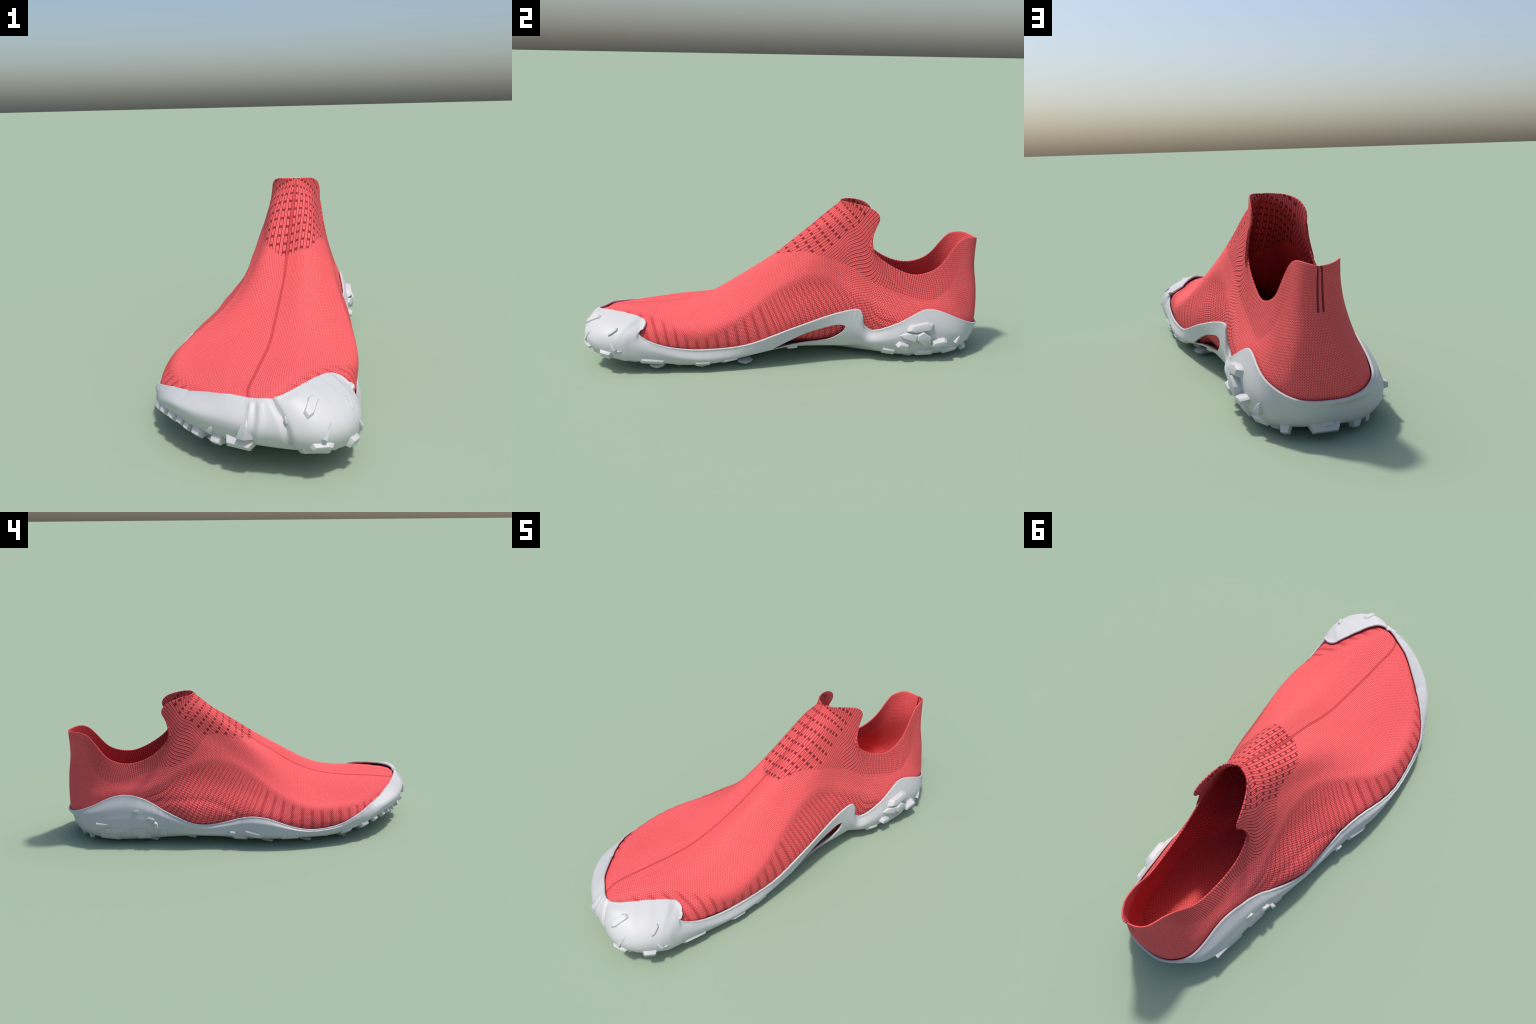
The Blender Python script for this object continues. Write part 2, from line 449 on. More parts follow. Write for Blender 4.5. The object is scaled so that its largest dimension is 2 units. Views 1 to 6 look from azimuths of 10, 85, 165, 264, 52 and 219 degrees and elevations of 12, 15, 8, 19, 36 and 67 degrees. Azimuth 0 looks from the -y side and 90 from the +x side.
def relief(G, w, course, below, lobe, sign):
    """Sunken side panels with pleats, in metres along the normal."""
    panel = smoothstep(-.02, .05, below)
    ridge = np.exp(-((below + .012) / .022) ** 2)
    fine = course < PLEAT_FINE
    f = course / np.where(fine, PLEAT / 2, PLEAT)
    f = f - np.floor(f) - .5
    groove = np.exp(-(f / .17) ** 2) * smoothstep(.005, .04, below) * np.where(fine, .65, 1)
    out = .0015 * ridge - .0028 * panel - .0022 * groove
    if lobe is not None:
        out += -.0035 * np.exp(-(lobe / .018) ** 2) + .001 * np.exp(-((lobe - .04) / .03) ** 2)
    return out


WM, CM, WL, CL = knit_fields()
BM, BL = below_line(GM, RIDGE_M), below_line(GL, RIDGE_L)
LL = below_line(GL, LOBE_L, .5)
keep_edge = smoothstep(0, .04, np.linspace(0, 1, NV))[None]


def lifted(G, amount):
    N = grid_normals(G, False)
    out = np.sign((N * (G - (G * [0, .9, 0] + [.03, 0, .2]))).sum(2).mean())
    return G + N * (out * amount * keep_edge)[..., None]


GM = lifted(GM, relief(GM, WM, CM, BM, None, 1))
GL = lifted(GL, relief(GL, WL, CL, BL, LL, -1))
UP = np.concatenate([GM, GL[1:-1][::-1]])
UP_W = np.concatenate([WM, -WL[1:-1][::-1]])

# ------------------------------------------------------------------ materials
class Nodes:
    """Small helper to write node maths as expressions."""

    def __init__(self, name):
        self.material = bpy.data.materials.new(name)
        self.material.use_nodes = True
        self.tree = self.material.node_tree
        self.bsdf = self.tree.nodes["Principled BSDF"]

    def node(self, kind, **settings):
        n = self.tree.nodes.new(kind)
        for k, v in settings.items():
            setattr(n, k, v)
        return n

    def put(self, socket, value):
        if isinstance(value, bpy.types.NodeSocket):
            self.tree.links.new(value, socket)
        else:
            socket.default_value = value

    def math(self, op, a, b=0.0, c=0.0):
        n = self.node("ShaderNodeMath", operation=op)
        for s, v in zip(n.inputs, (a, b, c)):
            self.put(s, v)
        return n.outputs[0]

    def step(self, lo, hi, x):
        n = self.node("ShaderNodeMapRange", interpolation_type="SMOOTHSTEP")
        self.put(n.inputs["Value"], x)
        n.inputs["From Min"].default_value, n.inputs["From Max"].default_value = lo, hi
        return n.outputs["Result"]

    def curve(self, x, points, x_range, y_range):
        """Piecewise curve y(x) with a Float Curve node."""
        n = self.node("ShaderNodeFloatCurve")
        c = n.mapping.curves[0]
        pts = [((px - x_range[0]) / (x_range[1] - x_range[0]), (py - y_range[0]) / (y_range[1] - y_range[0])) for px, py in points]
        for i, p in enumerate(pts):
            q = c.points[i] if i < 2 else c.points.new(*p)
            q.location = p
        for q in c.points:
            q.handle_type = "VECTOR"
        n.mapping.update()
        f = self.math("DIVIDE", self.math("SUBTRACT", x, x_range[0]), x_range[1] - x_range[0])
        self.put(n.inputs["Value"], f)
        return self.math("MULTIPLY_ADD", n.outputs[0], y_range[1] - y_range[0], y_range[0])

    def mix(self, f, a, b):
        n = self.node("ShaderNodeMix", data_type="RGBA")
        self.put(n.inputs["Factor"], f)
        for s, v in ((n.inputs[6], a), (n.inputs[7], b)):
            self.put(s, (*v, 1) if isinstance(v, tuple) else v)
        return n.outputs[2]

    def noise(self, scale, detail=2.0, vector=None):
        n = self.node("ShaderNodeTexNoise")
        n.inputs["Scale"].default_value, n.inputs["Detail"].default_value = scale, detail
        self.put(n.inputs["Vector"], vector if vector is not None else self.node("ShaderNodeTexCoord").outputs["Object"])
        return n.outputs["Fac"]

    def bump(self, height, distance, strength=1.0):
        n = self.node("ShaderNodeBump")
        n.inputs["Strength"].default_value, n.inputs["Distance"].default_value = strength, distance
        self.put(n.inputs["Height"], height)
        self.put(self.bsdf.inputs["Normal"], n.outputs["Normal"])


YARN, YARN_DEEP, GAP = (.95, .132, .138), (.48, .042, .047), (.15, .014, .018)


def knit_material(name, collar):
    k = Nodes(name)
    M = k.math
    uv = k.node("ShaderNodeUVMap", uv_map="knit").outputs[0]
    sep = k.node("ShaderNodeSeparateXYZ")
    k.put(sep.inputs[0], uv)
    w, c = M("ABSOLUTE", sep.outputs[0]), sep.outputs[1]
    # one stitch: a V with its point at the middle of the wale
    nearest = M("ROUND", w)
    across = M("ABSOLUTE", M("SUBTRACT", w, nearest))              # 0 middle of wale, .5 border
    phase = M("FRACT", M("SUBTRACT", c, M("MULTIPLY", across, 1.25)))
    leg = M("SUBTRACT", 1.0, M("POWER", M("MULTIPLY", M("ABSOLUTE", M("SUBTRACT", across, .25)), 4.0), 2.0))
    strand = M("SUBTRACT", 1.0, M("POWER", M("ABSOLUTE", M("MULTIPLY_ADD", phase, 2.0, -1.0)), 2.5))
    stitch = M("MULTIPLY", M("MULTIPLY_ADD", leg, .75, .25), M("MULTIPLY_ADD", strand, .8, .2))
    light = k.step(.15, .56, stitch)
    height = stitch
    dark = M("SUBTRACT", 1.0, light)
    deep = 0.0
    if collar:
        end = k.curve(w, [(0, 53), (7.6, 51.4), (9.8, 44), (11.6, 36.5), (14.5, 33), (21, 25.6), (26, 22.7), (29, 17), (30.3, 13.5), (33, 11.5),
                          (37.4, 11.8), (42.7, 11.6), (50.3, 12), (58.4, 11), (68, 4), (80, -14), (92, -24)], (0, 92), (-80, 60))
        outer = M("LESS_THAN", sep.outputs[0], 0.0)
        end = M("SUBTRACT", end, M("MULTIPLY", M("MULTIPLY", outer, 8.5), M("MULTIPLY", k.step(1, 8, w), M("SUBTRACT", 1.0, k.step(14, 24, w)))))
        rib_zone = k.step(-.6, .6, M("SUBTRACT", end, c))
        rib_side = k.math("SUBTRACT", 1.0, k.step(64, 82, w))
        border = k.step(.30, .43, across)
        rib = M("MULTIPLY", M("MULTIPLY", rib_zone, border), M("MULTIPLY_ADD", rib_side, .74, .12))
        # floats of dark yarn on every other wale of the tongue
        odd = M("GREATER_THAN", M("MODULO", nearest, 2.0), .5)
        in_tongue = M("MULTIPLY", M("LESS_THAN", w, 15.5), M("GREATER_THAN", M("SUBTRACT", end, c), 1.0))
        beat = M("FRACT", M("DIVIDE", M("SUBTRACT", c, 3.8), 5.7))
        dot = M("MULTIPLY", M("LESS_THAN", beat, .30), M("MULTIPLY", odd, in_tongue))
        # centre seam, from the tongue to the toe
        seam = M("MULTIPLY", M("SUBTRACT", 1.0, k.step(.2, .7, w)), .7)
        # two dark stripes down the heel
        bars = M("MULTIPLY", M("LESS_THAN", M("ABSOLUTE", M("SUBTRACT", w, 91.0)), .42), M("LESS_THAN", M("ADD", c, M("MULTIPLY", across, 2.0)), -3.0))
        # pleats of the side panels: deeper red along the grooves
        fall = k.node("ShaderNodeSeparateXYZ")
        k.put(fall.inputs[0], k.node("ShaderNodeUVMap", uv_map="panel").outputs[0])
        below = fall.outputs[1]
        fine = M("LESS_THAN", c, PLEAT_FINE)
        f = M("SUBTRACT", M("FRACT", M("DIVIDE", c, M("MULTIPLY_ADD", fine, -PLEAT / 2, PLEAT))), .5)
        groove = M("SUBTRACT", 1.0, k.step(.06, .26, M("ABSOLUTE", f)))
        pleat = M("MULTIPLY", groove, k.step(.005, .04, below))
        panel = k.step(-.01, .02, below)
        dark = M("MAXIMUM", M("MULTIPLY", dark, M("MULTIPLY_ADD", panel, .25, .75)), M("MAXIMUM", rib, M("MULTIPLY", M("MAXIMUM", dot, bars), .92)))
        deep = M("MAXIMUM", M("MULTIPLY", pleat, M("MULTIPLY_ADD", fine, -.04, .62)), seam)
        height = M("MULTIPLY", stitch, M("SUBTRACT", 1.0, M("MAXIMUM", rib, dot)))
    body = k.mix(deep, YARN, YARN_DEEP) if collar else YARN
    fuzz = M("MULTIPLY_ADD", k.noise(60, 3), .16, .92)
    tint = k.node("ShaderNodeMix", data_type="RGBA", blend_type="MULTIPLY")
    tint.inputs["Factor"].default_value = 1
    k.put(tint.inputs[6], k.mix(dark, body, GAP))
    k.put(tint.inputs[7], fuzz)
    k.put(k.bsdf.inputs["Base Color"], tint.outputs[2])
    k.bsdf.inputs["Roughness"].default_value = .85
    k.bsdf.inputs["Specular IOR Level"].default_value = .15
    k.bump(height, .0024, .7)
    return k.material


def rubber_material():
    k = Nodes("white_rubber")
    k.put(k.bsdf.inputs["Base Color"], k.mix(k.noise(9, 3), (.495, .495, .505), (.525, .525, .535)))
    k.bsdf.inputs["Roughness"].default_value = .5
    k.bsdf.inputs["Specular IOR Level"].default_value = .35
    k.bump(k.noise(220, 2), .0004, .25)
    return k.material

# ------------------------------------------------------------------ assembly
shoe = bpy.data.objects.new("slip_on_shoe", None)
bpy.context.scene.collection.objects.link(shoe)
shoe["label"] = "coral red knitted slip-on trail shoe with white lugged rubber sole"
shoe["category"] = "shoe"
KNIT, LINING, RUBBER = knit_material("coral_knit", True), knit_material("coral_lining", False), rubber_material()


def uv_layer(me, name, per_vertex):
    loops = np.empty(len(me.loops), int)
    me.loops.foreach_get("vertex_index", loops)
    me.uv_layers.new(name=name).data.foreach_set("uv", per_vertex[loops].astype(np.float32).ravel())


UPR = np.concatenate([GM, GL[1:-1][::-1]])

# --- outsole: a rubber cup lofted rim > wall > tread, with its own thickness
tree = BVHTree.FromPolygons([Vector(v) for v in UPR.reshape(-1, 3)], grid_faces(len(UPR), NV, True).tolist())
NR = len(RIM)
NP = 1000
P_RING = np.linspace(0, NR, NP, endpoint=False)
R = ring_spline(RIM, P_RING, NR)
W_ = ring_spline(WALL, P_RING, NR)
E_ = ring_spline(TREAD, P_RING, NR)
RN, RS = np.zeros_like(R), np.zeros_like(R)
for i, r in enumerate(R):
    loc, nor, _, dist = tree.find_nearest(Vector(r))
    RN[i], RS[i] = np.array(nor), np.array(loc)
core = RS * np.array([0, .93, 0]) + np.array([.03, 0, .12])
RN *= np.sign((RN * (RS - core)).sum(1))[:, None]
for _ in range(14):
    RN = (np.roll(RN, 1, 0) + 2 * RN + np.roll(RN, -1, 0)) / 4
    if _ < 3:
        RS = (np.roll(RS, 1, 0) + 2 * RS + np.roll(RS, -1, 0)) / 4
RN /= np.linalg.norm(RN, axis=1, keepdims=True)
LIP = (.013 - .006 * smoothstep(11, 14, P_RING) * (1 - smoothstep(24, 27, P_RING)))[:, None]
# the lip stands off a little at the toe and behind the heel
OFF = .004 * np.exp(-((P_RING - 36) / 3.5) ** 2) + .002 * np.exp(-((np.minimum(P_RING, NR - P_RING) / 4) ** 2))
near_toe = np.exp(-((np.where(P_RING > NR / 2, P_RING - NR, P_RING) - 1.5) / 3) ** 2)[:, None]
R0 = (.1 + .25 * near_toe) * R + (.9 - .25 * near_toe) * RS + RN * (LIP + OFF[:, None])
d = W_ - R0
tang = d - (d * RN).sum(1, keepdims=True) * RN
for _ in range(25):
    tang = (np.roll(tang, 1, 0) + 2 * tang + np.roll(tang, -1, 0)) / 4
tang /= np.linalg.norm(tang, axis=1, keepdims=True)


def hermite(A, TA, B, TB, f):
    f = f[None, :, None]
    A, TA, B, TB = (q[:, None] for q in (A, TA, B, TB))
    return ((2 * f**3 - 3 * f**2 + 1) * A + (f**3 - 2 * f**2 + f) * TA + (-2 * f**3 + 3 * f**2) * B + (f**3 - f**2) * TB)


l1 = np.linalg.norm(W_ - R0, axis=1)[:, None]
l2 = np.linalg.norm(E_ - W_, axis=1)[:, None]
down = E_ - R0
down[:, :2] *= .25
down /= np.linalg.norm(down, axis=1, keepdims=True)
N1, N2, N3 = 44, 20, 16
s1 = hermite(R0, tang * l1 * .85, W_, down * l1, np.linspace(0, 1, N1))
inw = -outward(E_) + np.array([0, 0, -.35])
s2 = hermite(W_, down * l2, E_, inw * l2 * .8, np.linspace(0, 1, N2))[:, 1:]
pole = np.array([.0, .05, .014])
f = np.linspace(0, 1, N3)[1:]
s3 = E_[:, None] + (pole - E_)[:, None] * f[None, :, None]
OUT = np.concatenate([s1, s2, s3], 1)
# settle the surface around the hook of the toe cap, where the rim turns back
hook = (smoothstep(4.5, 6, P_RING) * (1 - smoothstep(10, 12, P_RING)))[:, None, None]
for _ in range(60):
    S_ = OUT.copy()
    S_[:, 1:-1] = (np.roll(OUT, 1, 0)[:, 1:-1] + np.roll(OUT, -1, 0)[:, 1:-1] + OUT[:, :-2] + OUT[:, 2:]) / 4
    OUT = OUT + .6 * hook * (S_ - OUT)
outw = outward(W_)
ON = grid_normals(OUT, True)
if ON[NP // 4, 20] @ outw[NP // 4] < 0:
    ON = -ON
# relief of the wall: a bevelled band under the rim, the crease beside the toe cap and flutes at the toe
q = np.concatenate([np.linspace(0, 1, N1), 1 + np.linspace(0, 1, N2)[1:], np.full(N3 - 1, 2.0)])[None]
p = np.where(P_RING > NR / 2, P_RING - NR, P_RING)[:, None]
ring_p = P_RING[:, None]
band = smoothstep(0, .42, q) * (1 - smoothstep(.40, .75, q))
where = np.maximum(smoothstep(36, 40, ring_p) * (1 - smoothstep(57, 61, ring_p)), 0 * ring_p)
lift = .007 * band * where
fade = smoothstep(.05, .3, q) * (1 - smoothstep(1.3, 1.9, q))
lift += -.012 * np.exp(-((p - .72 - .10 * q) / .085) ** 2) * smoothstep(-.1, .05, q) * (1 - smoothstep(1.6, 1.95, q))
lift += .008 * np.exp(-((p - 1.4) / .6) ** 2) * fade
flute = p + .25 * q
lift += fade * (.006 * np.exp(-((flute - .30) / .13) ** 2) + .005 * np.exp(-((flute + .10) / .13) ** 2) - .003 * np.exp(-((flute - .08) / .12) ** 2))
cap_edge = smoothstep(4.6, 5.4, ring_p) * (1 - smoothstep(9.2, 10, ring_p))
lift += -.004 * cap_edge * np.exp(-((q - .18) / .18) ** 2)
OUT = OUT + ON * lift[..., None]
THICK = (.010 + OFF * .3)[:, None, None]
IN_N = ON.copy()
for _ in range(30):
    IN_N = np.where(hook > 0, (np.roll(IN_N, 1, 0) + 2 * IN_N + np.roll(IN_N, -1, 0)) / 4, IN_N)
INN = OUT - IN_N * THICK
crown = (OUT[:, 0] + INN[:, 0]) / 2 - tang * .0035
a = OUT[:, 0] - tang * .0022 - (OUT[:, 0] - INN[:, 0]) * .16
b = INN[:, 0] - tang * .0022 + (OUT[:, 0] - INN[:, 0]) * .16
V = np.concatenate([INN[:, ::-1][:, 1:], b[:, None], crown[:, None], a[:, None], OUT], 1)
sole = new_object("outsole", V.reshape(-1, 3), grid_faces(NP, V.shape[1], True), shoe)
bm = bmesh.new()
bm.from_mesh(sole.data)
bmesh.ops.remove_doubles(bm, verts=bm.verts, dist=1e-5)
bmesh.ops.recalc_face_normals(bm, faces=bm.faces)
bm.to_mesh(sole.data)
bm.free()
sole.data.materials.append(RUBBER)
sole_tree = BVHTree.FromPolygons([Vector(v) for v in OUT.reshape(-1, 3)], grid_faces(NP, OUT.shape[1], True).tolist())

# --- keep the part of the sock that sits in the cup inside the rubber
def tucked(G):
    for i in range(G.shape[0]):
        for j in range(NV // 2, NV):
            p = Vector(G[i, j])
            if p.z > .26 or p.y < -.8:
                continue
            loc, nor, face, dist = sole_tree.find_nearest(p)
            n = np.array(nor)
            l = np.array(loc)
            n = n * np.sign(n @ (l - (l * [0, .9, 0] + [.03, 0, .12])))
            if face % (OUT.shape[1] - 1) > 3 and (G[i, j] - l) @ n > -.013 and dist < .06:
                G[i, j] = l - n * .013
    return G


GM, GL = tucked(GM), tucked(GL)
GL[0], GL[-1] = GM[0], GM[-1]
UPR = np.concatenate([GM, GL[1:-1][::-1]])
# --- upper: outer skin, rolled collar edge, inner skin, for each half
def skin_normals(G):
    N = grid_normals(G, False)
    return N * np.sign((N * (G - (G * [0, .9, 0] + [.03, 0, .2]))).sum(2).mean())


K12 = int(np.argmin(np.abs(SIGMA - 12)))
NM, NL = skin_normals(GM), skin_normals(GL)
both = NM[:K12 + 1, 0] + NL[:K12 + 1, 0]
NM[:K12 + 1, 0] = NL[:K12 + 1, 0] = both / np.linalg.norm(both, axis=1, keepdims=True)


def upper_half(G, N, W, C, below, sign):
    t = .0065
    inner = G - N * t
    along = np.gradient(G[:, 0], axis=0)
    up = np.cross(along, N[:, 0])
    up *= np.sign((up * (G[:, 0] - G[:, 3]))[SIGMA > 16].sum())
    up /= np.linalg.norm(up, axis=1, keepdims=True) + 1e-9
    up[:K12 + 1] = G[K12, 0] - G[K12 - 2, 0]
    up /= np.linalg.norm(up, axis=1, keepdims=True)
    for _ in range(3):
        up[K12 + 1:-1] = (up[K12:-2] + 2 * up[K12 + 1:-1] + up[K12 + 2:]) / 4
    edge = (np.arange(NS) >= K12).astype(float)[:, None]
    rolls = [inner[:, 0] + edge * up * .002 + edge * N[:, 0] * .0008, (G[:, 0] + inner[:, 0]) / 2 + edge * up * .0032, G[:, 0] + edge * up * .002 - edge * N[:, 0] * .0008]
    V = np.concatenate([inner[:, ::-1], np.stack(rolls, 1), G], 1)
    wide = np.concatenate([W[:, ::-1], W[:, :1], W[:, :1], W[:, :1], W], 1) * sign
    row = np.concatenate([C[:, ::-1], C[:, :1] - .6, C[:, :1] - .9, C[:, :1] - .6, C], 1)
    fall = np.concatenate([below[:, ::-1] * 0 - .3, below[:, :1] * 0 - .3, below[:, :1] * 0 - .3, below[:, :1] * 0 - .3, below], 1)
    return V, np.stack([wide, row], -1), np.stack([np.broadcast_to(SIGMA[:, None], fall.shape), fall], -1)


HM, HL = upper_half(GM, NM, WM, CM, BM, 1), upper_half(GL, NL, WL, CL, BL, -1)
mm = HM[0].shape[1]
front = np.arange(NS) <= K12
# along the seam the rolled edge is left out: the skins of both halves meet there
fm, fl = grid_faces(NS, mm, False), grid_faces(NS, mm, False, start=NS * mm, flip=True)


def without_seam_roll(faces, start):
    i, j = (faces[:, 0] - start) // mm, np.min((faces - start) % mm, axis=1)
    i = np.min((faces - start) // mm, axis=1)
    return faces[~(front[i] & front[np.minimum(i + 1, NS - 1)] & (j >= NV - 1) & (j < NV + 3))]


faces = np.concatenate([without_seam_roll(fm, 0), without_seam_roll(fl, NS * mm)])
upper = new_object("upper", np.concatenate([HM[0].reshape(-1, 3), HL[0].reshape(-1, 3)]), faces, shoe)
uv_layer(upper.data, "knit", np.concatenate([HM[1].reshape(-1, 2), HL[1].reshape(-1, 2)]))
uv_layer(upper.data, "panel", np.concatenate([HM[2].reshape(-1, 2), HL[2].reshape(-1, 2)]))
upper.data.materials.append(KNIT)
bm = bmesh.new()
bm.from_mesh(upper.data)
bmesh.ops.remove_doubles(bm, verts=bm.verts, dist=2e-5)
bmesh.ops.delete(bm, geom=[v for v in bm.verts if not v.link_faces], context="VERTS")
bmesh.ops.recalc_face_normals(bm, faces=bm.faces)
bm.to_mesh(upper.data)
bm.free()

# --- insole: closes the sock under the foot, resting on the floor of the cup
ring = UPR[:, -1]
NI = 40
f = np.linspace(0, 1, NI)
INS = ring[:, None] + (np.array([.0, .05, .0]) - ring)[:, None] * f[None, :, None]
floor = np.zeros(INS.shape[:2])
for i in range(len(ring)):
    for j in range(NI):
        hit = sole_tree.ray_cast(Vector((INS[i, j, 0], INS[i, j, 1], .13)), Vector((0, 0, -1)))[0]
        floor[i, j] = (hit.z if hit else .03) + .018
ease = (np.clip(1 - 4 * f, 0, 1) ** 2)[None]
INS[:, :, 2] = np.maximum(floor, floor * (1 - ease) + ring[:, None, 2] * ease)
INS[:, 0] = ring
insole = new_object("insole", INS.reshape(-1, 3), grid_faces(len(UPR), NI, True), shoe)
uv_layer(insole.data, "knit", INS.reshape(-1, 3)[:, :2] / .0105)
insole.data.materials.append(LINING)

# --- window in the wall under the arch strap: outline in (y, z) seen from the inner side
WINDOW = [(-.088, .098), (-.041, .122), (.021, .149), (.084, .172), (.148, .187), (.213, .199), (.248, .199), (.27, .191),
          (.268, .175), (.255, .157), (.228, .140), (.19, .125), (.13, .118), (.05, .115), (-.02, .108)]
y_z = np.array(WINDOW)
outline = spline(np.arange(len(y_z) + 7), np.concatenate([y_z[-3:], y_z, y_z[:4]]), np.linspace(3, 3 + len(y_z), 90, endpoint=False))
cut = new_object("window_cutter", np.concatenate([np.c_[np.full(90, .20), outline], np.c_[np.full(90, .42), outline]]),
                 np.array([[i, (i + 1) % 90, 90 + (i + 1) % 90, 90 + i] for i in range(90)]), None, False)
bm = bmesh.new()
bm.from_mesh(cut.data)
bmesh.ops.holes_fill(bm, edges=bm.edges)
bmesh.ops.recalc_face_normals(bm, faces=bm.faces)
bm.to_mesh(cut.data)
bm.free()
mod = sole.modifiers.new("window", "BOOLEAN")
mod.operation, mod.solver, mod.object = "DIFFERENCE", "EXACT", cut
graph = bpy.context.evaluated_depsgraph_get()
cut_mesh = bpy.data.meshes.new_from_object(sole.evaluated_get(graph))
sole.modifiers.clear()
sole.data = cut_mesh
bpy.data.objects.remove(cut)
sole.data.polygons.foreach_set("use_smooth", np.ones(len(sole.data.polygons), bool))
sole.data.set_sharp_from_angle(angle=math.radians(50))

# --- lugs: chunky rubber pieces on wall and tread, each from end to end
SHAPES = {
    "bar": ([(-1, -.35), (-.72, .95), (.55, 1), (1, .25), (.75, -.95), (-.5, -1)], .70),
    "block": ([(-1, -.9), (-.92, 1), (.95, .9), (1, -1)], .74),
    "wedge": ([(-1, -1), (-.95, 1), (.35, .55), (1, .0), (.3, -.6)], .62),
}
# (shape, from, to, width, height)
WALL_LUGS = [
    # toe cap
    ("bar", (.225, -.980, .190), (.249, -.897, .248), .036, .010),
    ("bar", (.358, -.874, .185), (.336, -.820, .220), .020, .009),
    ("wedge", (.384, -.835, .125), (.374, -.862, .168), .024, .012),
    ("wedge", (.385, -.845, .120), (.372, -.80, .125), .022, .009),
    ("block", (.352, -.915, .105), (.378, -.855, .095), .042, .030),
    ("wedge", (.276, -.975, .140), (.300, -.942, .203), .024, .012),
    ("bar", (.235, -.978, .135), (.312, -.948, .128), .034, .013),
    ("block", (.20, -.958, .085), (.315, -.93, .080), .055, .020),
    ("wedge", (.180, -.982, .192), (.176, -.978, .214), .012, .008),
    # front of the outer toes
    ("wedge", (.052, -.968, .125), (.062, -.972, .202), .056, .020),
    ("block", (-.025, -.945, .112), (.078, -.965, .102), .040, .024),
    ("wedge", (-.075, -.925, .115), (-.060, -.932, .150), .028, .012),
    ("block", (-.070, -.905, .095), (-.030, -.925, .095), .034, .024),
    ("block", (-.140, -.858, .092), (-.105, -.882, .090), .042, .026),
    ("block", (-.172, -.838, .098), (-.152, -.852, .094), .036, .024),
    ("block", (-.205, -.815, .102), (-.180, -.835, .100), .034, .020),
    ("block", (-.245, -.772, .100), (-.215, -.800, .100), .036, .022),
    ("block", (-.290, -.715, .092), (-.262, -.745, .095), .038, .022),
    ("block", (-.330, -.635, .075), (-.298, -.690, .080), .040, .022),
    ("block", (-.365, -.515, .055), (-.340, -.590, .062), .040, .020),
    # outer side
    ("bar", (-.350, .040, .098), (-.378, -.100, .058), .040, .014),
    ("bar", (-.338, .108, .085), (-.344, .060, .080), .030, .014),
    ("block", (-.320, .085, .050), (-.345, -.005, .045), .040, .022),
    ("block", (-.375, -.170, .052), (-.378, -.290, .056), .036, .012),
    # outer heel
    ("wedge", (-.241, .588, .190), (-.236, .628, .196), .020, .011),
    ("bar", (-.262, .548, .160), (-.270, .500, .148), .020, .013),
    ("bar", (-.272, .500, .150), (-.279, .488, .085), .026, .018),
    ("wedge", (-.216, .822, .118), (-.243, .740, .124), .034, .018),
    ("block", (-.232, .795, .082), (-.254, .660, .092), .050, .014),
    ("block", (-.205, .815, .048), (-.236, .690, .048), .040, .022),
    ("block", (-.250, .640, .070), (-.264, .535, .080), .056, .014),
    ("block", (-.244, .610, .046), (-.255, .520, .050), .036, .022),
    ("block", (-.268, .480, .078), (-.277, .430, .072), .044, .014),
    # inner heel
    ("bar", (.274, .572, .168), (.262, .728, .188), .050, .024),
    ("wedge", (.272, .632, .130), (.281, .535, .146), .062, .024),
    ("bar", (.271, .622, .165), (.262, .705, .092), .073, .029),
    ("bar", (.262, .695, .094), (.255, .798, .110), .033, .033),
    ("wedge", (.240, .842, .082), (.232, .862, .126), .043, .018),
    ("bar", (.277, .522, .100), (.266, .605, .074), .043, .022),
    ("block", (.262, .455, .058), (.255, .535, .052), .045, .022),
    ("block", (.250, .625, .046), (.244, .735, .044), .045, .024),
    ("block", (.238, .765, .046), (.205, .862, .058), .045, .024),
    # behind the heel
    ("block", (.095, .938, .060), (-.020, .935, .060), .046, .026),
    ("bar", (.060, .950, .068), (.010, .952, .068), .018, .012),
    ("block", (-.062, .915, .056), (-.102, .890, .050), .036, .024),
    ("block", (-.128, .868, .050), (-.146, .850, .048), .032, .022),
    ("block", (.140, .905, .056), (.168, .880, .052), .038, .026),
    # inner side
    ("block", (.378, -.735, .058), (.372, -.600, .050), .036, .016),
    ("block", (.362, -.475, .046), (.358, -.385, .046), .034, .014),
    ("block", (.352, -.335, .048), (.338, -.255, .056), .034, .012),
    ("block", (.268, -.020, .074), (.258, .040, .074), .034, .018),
]


def prism(base, top, name):
    n = len(base)
    verts = np.concatenate([base, top])
    faces = [tuple(range(n))[::-1], tuple(range(n, 2 * n))] + [(i, (i + 1) % n, n + (i + 1) % n, n + i) for i in range(n)]
    me = bpy.data.meshes.new(name)
    me.from_pydata([tuple(map(float, v)) for v in verts], [], faces)
    bm = bmesh.new()
    bm.from_mesh(me)
    bmesh.ops.recalc_face_normals(bm, faces=bm.faces)
    bmesh.ops.bevel(bm, geom=list(bm.edges), offset=.0022, segments=2, profile=.5, affect="EDGES", clamp_overlap=True)
    bm.to_mesh(me)
    bm.free()
    me.materials.append(RUBBER)
    me.polygons.foreach_set("use_smooth", np.ones(len(me.polygons), bool))
    me.set_sharp_from_angle(angle=math.radians(35))
    ob = bpy.data.objects.new(name, me)
    bpy.context.scene.collection.objects.link(ob)
    ob.parent = sole
    return ob


def on_wall(point):
    loc, nor, *_ = sole_tree.find_nearest(Vector(point))
    loc, nor = np.array(loc), np.array(nor)
    away = loc - (loc * [0, .93, 0] + [.03, 0, .12])
    return loc, nor * np.sign(nor @ away)


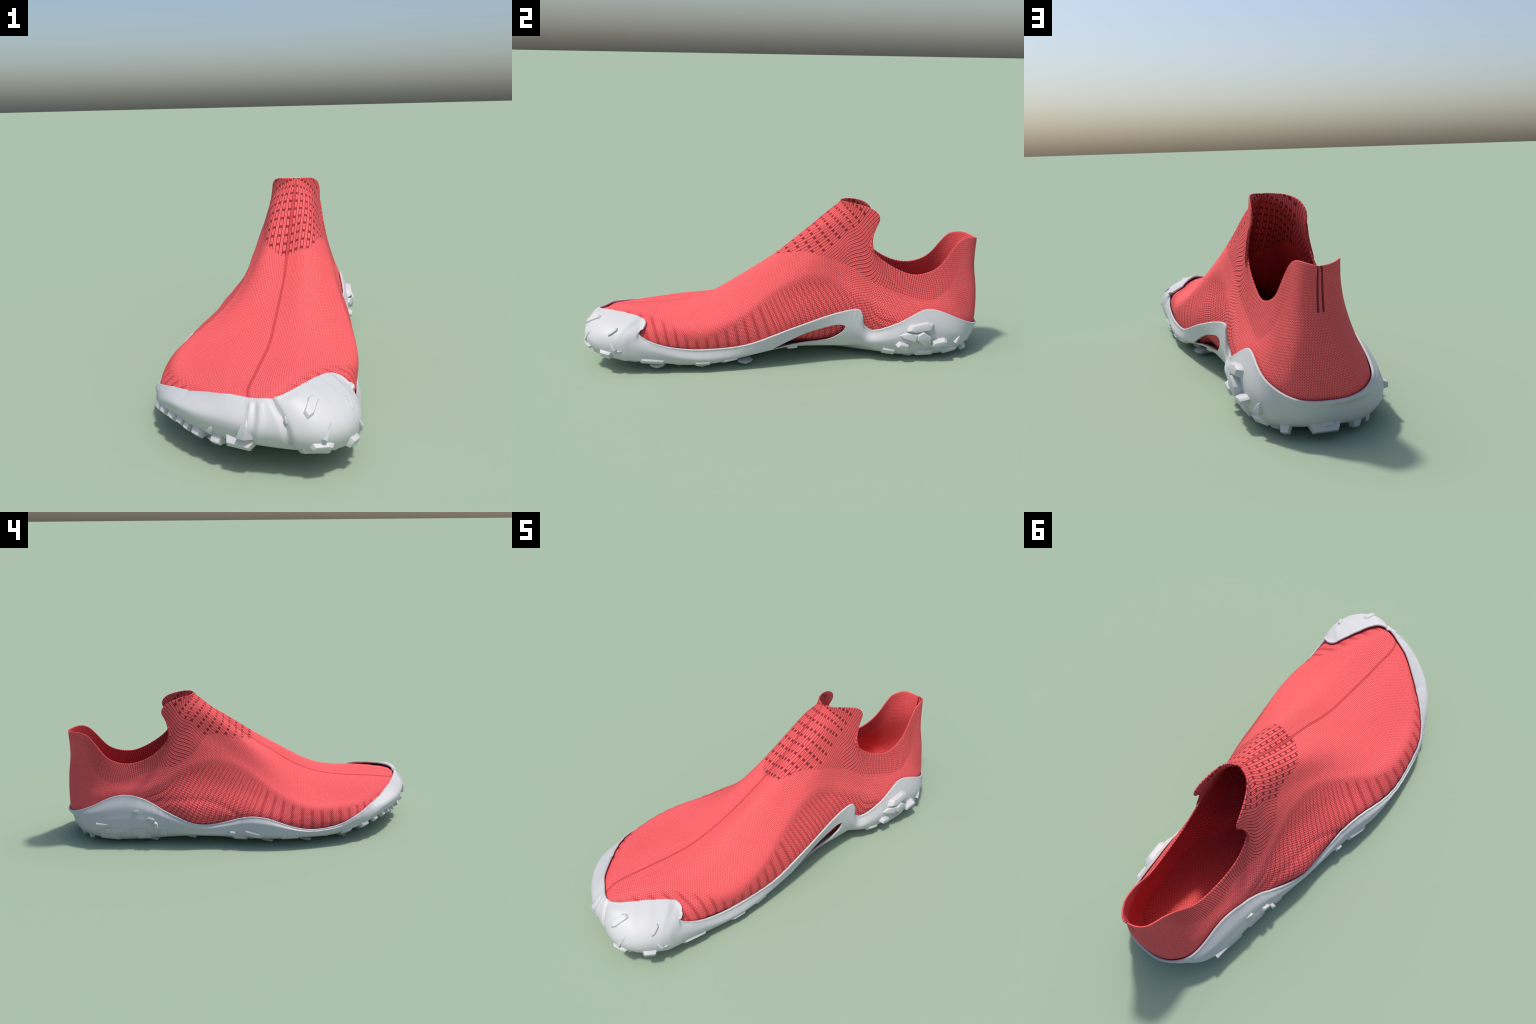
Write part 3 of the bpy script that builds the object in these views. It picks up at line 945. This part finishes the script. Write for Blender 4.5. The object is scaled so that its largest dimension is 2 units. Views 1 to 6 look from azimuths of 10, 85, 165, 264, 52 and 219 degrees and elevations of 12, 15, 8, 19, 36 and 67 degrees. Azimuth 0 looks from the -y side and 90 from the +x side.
rng = np.random.default_rng(7)
for shape, a, b, width, height in WALL_LUGS:
    if shape == "block" and (a[2] + b[2]) / 2 < .115 and a[1] < .84 and abs(a[0]) > .09:      # shoulder pieces of the tread stay low
        height *= .85 if a[1] < -.55 and a[0] < 0 else .55
    (a, _), (b, _) = on_wall(a), on_wall(b)
    mid, n = on_wall((a + b) / 2)
    axis = (b - a) / np.linalg.norm(b - a)
    n = n - (n @ axis) * axis
    n /= np.linalg.norm(n)
    side = np.cross(n, axis)
    plan, taper = SHAPES[shape]
    half = np.linalg.norm(b - a) / 2
    base, top = [], []
    for u, v in plan:
        u, v = u + rng.uniform(-.06, .06), v + rng.uniform(-.08, .08)
        p, pn = on_wall(mid + axis * u * half + side * v * width / 2)
        base.append(p - n * .006)
        h = height * (1 if shape != "wedge" else .55 - .45 * u)
        q, _ = on_wall(mid + axis * u * half * (taper if shape != "wedge" else .9) + side * v * width / 2 * taper)
        top.append(q + n * max(h, .0015))
    prism(np.array(base), np.array(top), "lug")

# tread lugs under the foot, down to the ground; the toe springs up, the arch stays clear
for row, y in enumerate(np.arange(-.86, .90, .105)):
    left = np.interp(-y, -np.array([t[1] for k, t in sorted(TREAD.items()) if k >= 36]), [t[0] for k, t in sorted(TREAD.items()) if k >= 36])
    m_y = np.array([t[1] for k, t in sorted(TREAD.items()) if k <= 36])
    right = np.interp(y, m_y, [t[0] for k, t in sorted(TREAD.items()) if k <= 36])
    ground = .30 * max(0, -.62 - y) ** 1.15 + .05 * float(smoothstep(-.02, .10, y) * (1 - smoothstep(.32, .46, y)))
    ground += .9 * max(0, y - .78) ** 1.6
    count = 5 if y < .05 else 4
    for i in range(count):
        f = (i + .5 + .12 * (-1) ** row) / count
        x = left + (right - left) * f
        if -.16 < y < .44 and x > .02:
            continue
        g_here = ground - (.03 if (.0 < y < .4 and x < .0) else 0) * (ground > .03)
        half_x, half_y = .40 * (right - left) / count, .036
        turn = .35 * (f - .5) * 2 + rng.uniform(-.15, .15)
        c_, s_ = math.cos(turn), math.sin(turn)
        plan = np.array([(-1, -.7), (-.6, 1), (.7, .85), (1, -.2), (.4, -1)]) * [half_x, half_y]
        plan = plan @ np.array([[c_, s_], [-s_, c_]])
        base = np.c_[plan * 1.15 + [x, y], np.full(5, .026 + max(0, g_here))]
        top = np.c_[plan * .85 + [x, y], np.full(5, .009 + max(0, g_here))]
        prism(base, top, "lug")
